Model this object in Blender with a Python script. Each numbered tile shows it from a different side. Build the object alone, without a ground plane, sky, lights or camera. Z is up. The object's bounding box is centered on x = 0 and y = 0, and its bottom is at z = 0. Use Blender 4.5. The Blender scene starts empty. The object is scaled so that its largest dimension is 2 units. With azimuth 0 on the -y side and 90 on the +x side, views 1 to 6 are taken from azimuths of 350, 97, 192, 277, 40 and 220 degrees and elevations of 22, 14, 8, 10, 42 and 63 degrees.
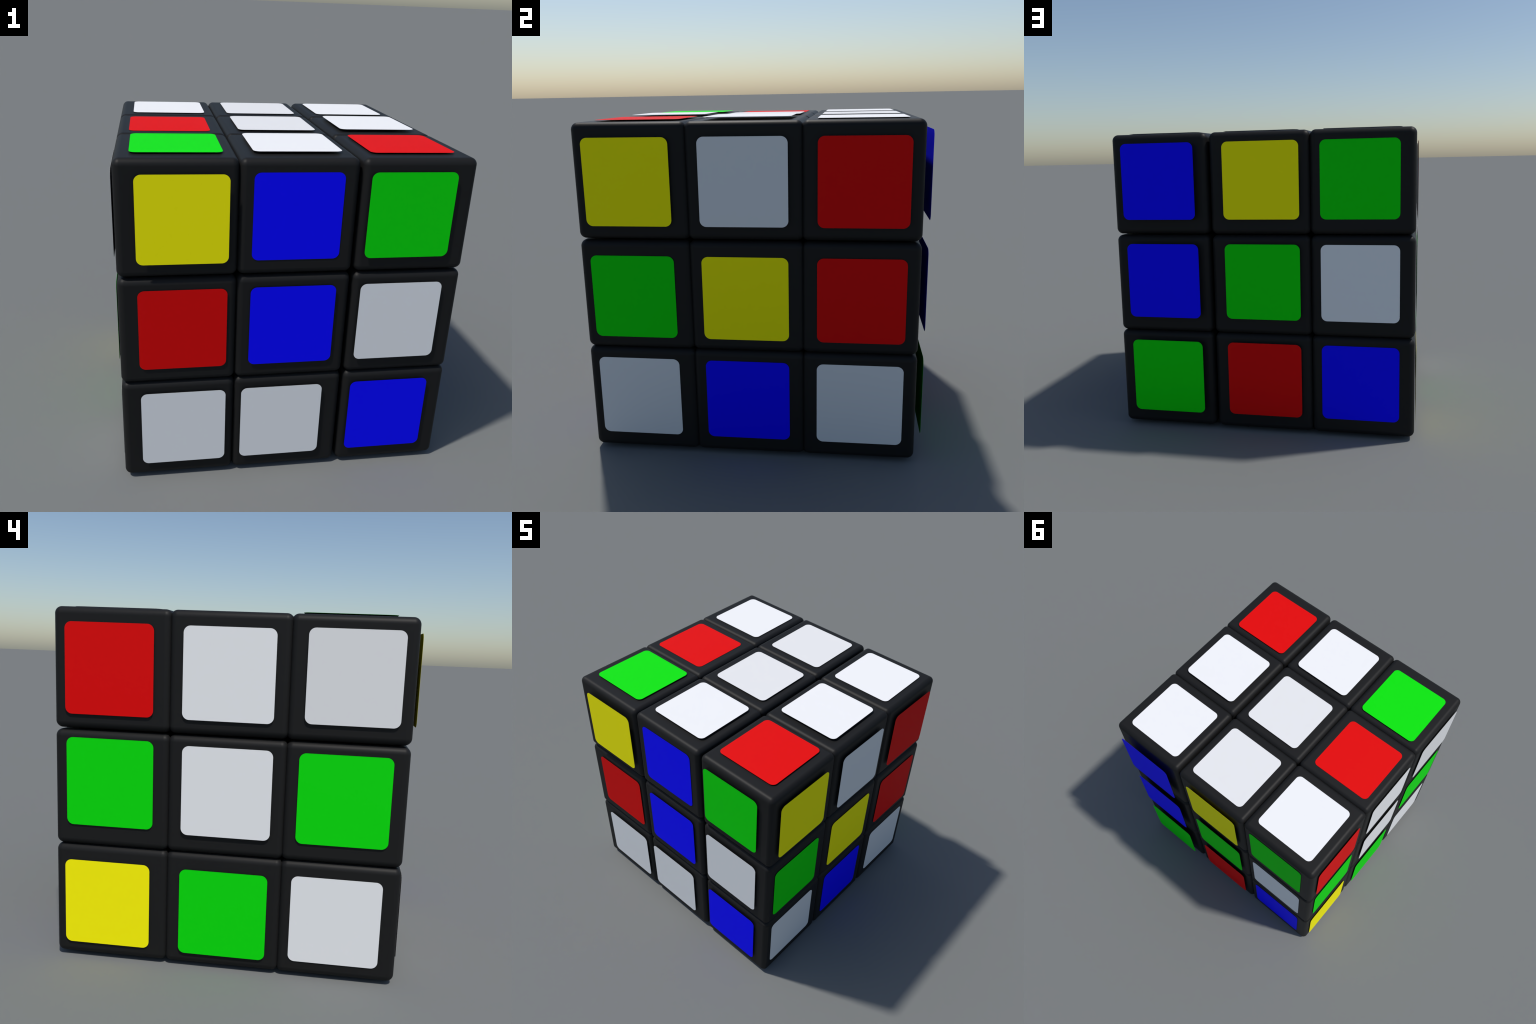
"""A scrambled 3x3x3 twisty puzzle cube: 26 black plastic cubies round a core,
each carrying one to three thin rounded-square colour plates that stand a
little proud of the plastic."""
import math
import bpy
import bmesh
from mathutils import Matrix, Vector

# ------------------------------------------------------------------ sizes (m)
CUBIE = 0.650                       # edge of one cubie
ROUND = 0.0385                      # radius of its rounded edges
# centres of the three slices along each axis: one open gap in x, hairline gaps
# in z, the slices pressed together in y
SLICES = ((-0.6590, -0.0100, 0.6540), (-0.6480, -0.0105, 0.6280), (0.3425, 0.9925, 1.6500))
PLATE = 0.490                       # edge of a colour plate
PLATE_ROUND = 0.037                 # its corner radius
PLATE_THICK = 0.0004

# ------------------------------------------------------------------ materials
COLOURS = {                          # linear base colours
    "w": ("white_plate", (0.805, 0.805, 0.805)),
    "o": ("off_white_plate", (0.725, 0.725, 0.725)),
    "r": ("red_plate", (0.705, 0.003, 0.003)),
    "g": ("green_plate", (0.003, 0.705, 0.0045)),
    "b": ("blue_plate", (0.003, 0.003, 1.0)),
    "y": ("yellow_plate", (1.0, 0.91, 0.003)),
}
PLASTIC = (0.0128, 0.0128, 0.0128)


def make_material(name, colour, roughness, specular, grain):
    """Principled plastic whose roughness carries a faint noise grain."""
    mat = bpy.data.materials.new(name)
    mat.use_nodes = True
    nodes, links = mat.node_tree.nodes, mat.node_tree.links
    shader = nodes["Principled BSDF"]
    shader.inputs["Base Color"].default_value = (*colour, 1.0)
    shader.inputs["Specular IOR Level"].default_value = specular
    coords = nodes.new("ShaderNodeTexCoord")
    noise = nodes.new("ShaderNodeTexNoise")
    noise.inputs["Scale"].default_value = 60.0
    noise.inputs["Detail"].default_value = 2.0
    span = nodes.new("ShaderNodeMapRange")
    span.inputs["To Min"].default_value = roughness - grain
    span.inputs["To Max"].default_value = roughness + grain
    links.new(coords.outputs["Object"], noise.inputs["Vector"])
    links.new(noise.outputs["Fac"], span.inputs["Value"])
    links.new(span.outputs["Result"], shader.inputs["Roughness"])
    return mat


# ------------------------------------------------------------------ geometry
def rounded_box_mesh(name, size, radius, segments=7):
    """A cube with rounded edges and corners: a cube grid, dense only in the
    edge bands, pushed out from an inner box; exact surface normals."""
    half, inner = size / 2, size / 2 - radius
    # tangent-spaced stations along one edge of the grid: band, flat, band
    band = [math.tan(math.radians(45 * i / segments)) * radius for i in range(segments + 1)]
    line = [-inner - b for b in reversed(band)] + [inner + b for b in band]
    n = len(line)
    bm = bmesh.new()
    for axis in range(3):
        for sign in (-1, 1):
            grid = []
            for i in range(n):
                row = []
                for j in range(n):
                    p = [0.0, 0.0, 0.0]
                    p[axis] = sign * half
                    p[(axis + 1) % 3], p[(axis + 2) % 3] = line[i], line[j]
                    core = Vector([max(-inner, min(inner, c)) for c in p])
                    out = Vector(p) - core
                    row.append(bm.verts.new(core + out.normalized() * radius))
                grid.append(row)
            for i in range(n - 1):
                for j in range(n - 1):
                    quad = [grid[i][j], grid[i + 1][j], grid[i + 1][j + 1], grid[i][j + 1]]
                    bm.faces.new(quad if sign > 0 else quad[::-1])
    bmesh.ops.remove_doubles(bm, verts=bm.verts, dist=1e-6)
    mesh = bpy.data.meshes.new(name)
    bm.to_mesh(mesh)
    bm.free()
    mesh.polygons.foreach_set("use_smooth", [True] * len(mesh.polygons))
    normals = []
    for v in mesh.vertices:
        core = Vector([max(-inner, min(inner, c)) for c in v.co])
        normals.append((v.co - core).normalized())
    mesh.normals_split_custom_set_from_vertices(normals)
    return mesh


def plate_mesh(name, size, radius, thick, steps=10):
    """A thin rounded-square plate; its outer face lies at local z = 0."""
    inner = size / 2 - radius
    outline = []
    for k, (sx, sy) in enumerate(((1, 1), (-1, 1), (-1, -1), (1, -1))):
        for i in range(steps + 1):
            a = math.radians(90 * k + 90 * i / steps)
            outline.append((sx * inner + radius * math.cos(a), sy * inner + radius * math.sin(a)))
    bm = bmesh.new()
    front = [bm.verts.new((x, y, 0.0)) for x, y in outline]
    back = [bm.verts.new((x, y, -thick)) for x, y in outline]
    bm.faces.new(front)
    bm.faces.new(back[::-1])
    for i in range(len(outline)):
        j = (i + 1) % len(outline)
        bm.faces.new((front[i], back[i], back[j], front[j]))
    mesh = bpy.data.meshes.new(name)
    bm.to_mesh(mesh)
    bm.free()
    return mesh


# ------------------------------------------------------------------ layout
# One row per plate: cell of the 3x3x3 grid, colour, and where the plate's
# outer face stands: the two in-plane coordinates and the level along the
# face's own axis. The plates were stuck on by hand, so they wander a little.
FACES = {
    # name: (axis, sign, rotation that turns +z to the face's outward normal)
    "front": (1, -1, Matrix.Rotation(math.radians(90), 4, "X")),
    "back": (1, 1, Matrix.Rotation(math.radians(-90), 4, "X")),
    "right": (0, 1, Matrix.Rotation(math.radians(90), 4, "Y")),
    "left": (0, -1, Matrix.Rotation(math.radians(-90), 4, "Y")),
    "top": (2, 1, Matrix.Identity(4)),
    "bottom": (2, -1, Matrix.Rotation(math.radians(180), 4, "X")),
}
PLATES = {
    "front": [
        ((-1, 1), "y", (-0.6323, 1.6559, -0.9978)), ((0, 1), "b", (-0.0140, 1.6586, -0.9756)),
        ((1, 1), "g", (0.6193, 1.6602, -0.9877)), ((-1, 0), "r", (-0.6327, 1.0067, -0.9796)),
        ((0, 0), "b", (-0.0138, 1.0095, -0.9834)), ((1, 0), "w", (0.6194, 1.0108, -0.9870)),
        ((-1, -1), "w", (-0.6313, 0.3566, -0.9862)), ((0, -1), "w", (-0.0485, 0.3594, -0.9865)),
        ((1, -1), "b", (0.6188, 0.3615, -0.9873))],
    "right": [
        ((-1, 1), "y", (-0.6620, 1.6496, 0.9985)), ((0, 1), "o", (-0.0122, 1.6500, 0.9990)),
        ((1, 1), "r", (0.6359, 1.6486, 0.9980)), ((-1, 0), "g", (-0.6654, 0.9854, 0.9838)),
        ((0, 0), "y", (-0.0159, 0.9856, 0.9844)), ((1, 0), "r", (0.6329, 0.9857, 0.9850)),
        ((-1, -1), "o", (-0.6660, 0.3604, 0.9820)), ((0, -1), "b", (-0.0166, 0.3601, 0.9820)),
        ((1, -1), "o", (0.6320, 0.3598, 0.9820))],
    "back": [
        ((1, 1), "b", (0.6493, 1.6692, 0.9980)), ((0, 1), "y", (-0.0248, 1.6675, 0.9769)),
        ((-1, 1), "g", (-0.6438, 1.6651, 0.9560)), ((1, 0), "b", (0.6370, 1.0196, 0.9970)),
        ((0, 0), "g", (-0.0247, 1.0185, 0.9763)), ((-1, 0), "w", (-0.6442, 1.0157, 0.9568)),
        ((1, -1), "g", (0.6329, 0.3701, 0.9970)), ((0, -1), "r", (-0.0238, 0.3677, 0.9750)),
        ((-1, -1), "b", (-0.6443, 0.3658, 0.9568))],
    "left": [
        ((1, 1), "r", (0.6378, 1.6500, -0.9948)), ((0, 1), "w", (-0.0109, 1.6488, -0.9950)),
        ((-1, 1), "o", (-0.6612, 1.6600, -0.9956)), ((1, 0), "g", (0.6346, 1.0313, -0.9910)),
        ((0, 0), "w", (-0.0163, 1.0192, -0.9989)), ((-1, 0), "g", (-0.6440, 1.0161, -0.9918)),
        ((1, -1), "y", (0.6479, 0.3354, -0.9931)), ((0, -1), "g", (-0.0142, 0.3306, -0.9960)),
        ((-1, -1), "w", (-0.6343, 0.3417, -0.9890))],
    "top": [
        ((-1, 1), "w", (-0.6508, 0.6291, 1.9809)), ((0, 1), "o", (-0.0017, 0.6290, 1.9812)),
        ((1, 1), "w", (0.6491, 0.6295, 1.9814)), ((-1, 0), "r", (-0.6674, -0.0086, 1.9772)),
        ((0, 0), "o", (-0.0034, -0.0028, 1.9858)), ((1, 0), "w", (0.6470, -0.0032, 1.9936)),
        ((-1, -1), "g", (-0.6551, -0.6217, 1.9854)), ((0, -1), "w", (-0.0054, -0.6217, 1.9907)),
        ((1, -1), "r", (0.6443, -0.6224, 1.9846))],
    # unseen side: the colours are the ones the other 45 plates leave over
    "bottom": [
        ((-1, 1), "r", (-0.6450, 0.6300, 0.0060)), ((0, 1), "y", (-0.0150, 0.6320, 0.0030)),
        ((1, 1), "w", (0.6380, 0.6300, 0.0080)), ((-1, 0), "y", (-0.6470, -0.0120, 0.0040)),
        ((0, 0), "r", (-0.0100, -0.0140, 0.0000)), ((1, 0), "y", (0.6400, -0.0110, 0.0050)),
        ((-1, -1), "b", (-0.6440, -0.6400, 0.0030)), ((0, -1), "b", (-0.0120, -0.6380, 0.0060)),
        ((1, -1), "y", (0.6410, -0.6390, 0.0040))],
}


def build():
    scene = bpy.context.scene
    root = bpy.data.objects.new("puzzle_cube", None)
    root.empty_display_size = 0.2
    root["label"] = "scrambled black puzzle cube with coloured square plates"
    root["category"] = "puzzle cube"
    scene.collection.objects.link(root)

    body = rounded_box_mesh("cubie", CUBIE, ROUND)
    body.materials.append(make_material("black_plastic", PLASTIC, 0.5, 0.15, 0.01))
    plates = {}
    for key, (name, colour) in COLOURS.items():
        plates[key] = plate_mesh(name, PLATE, PLATE_ROUND, PLATE_THICK)
        plates[key].materials.append(make_material(name, colour, 0.65, 0.1, 0.01))

    cubies = {}
    for i in (-1, 0, 1):
        for j in (-1, 0, 1):
            for k in (-1, 0, 1):
                hidden = (i, j, k) == (0, 0, 0)
                obj = bpy.data.objects.new("core" if hidden else "cubie", body)
                obj.location = [SLICES[a][c + 1] for a, c in enumerate((i, j, k))]
                obj.parent = root
                scene.collection.objects.link(obj)
                cubies[i, j, k] = obj

    for face, rows in PLATES.items():
        axis, sign, turn = FACES[face]
        across = [a for a in range(3) if a != axis]
        for cell, colour, (u, v, level) in rows:
            grid, spot = [0, 0, 0], [0.0, 0.0, 0.0]
            grid[axis], spot[axis] = sign, level
            for a, c, p in zip(across, cell, (u, v)):
                grid[a], spot[a] = c, p
            holder = cubies[tuple(grid)]
            obj = bpy.data.objects.new("sticker", plates[colour])
            obj.parent = holder
            obj.matrix_local = Matrix.Translation(Vector(spot) - holder.location) @ turn
            scene.collection.objects.link(obj)


build()
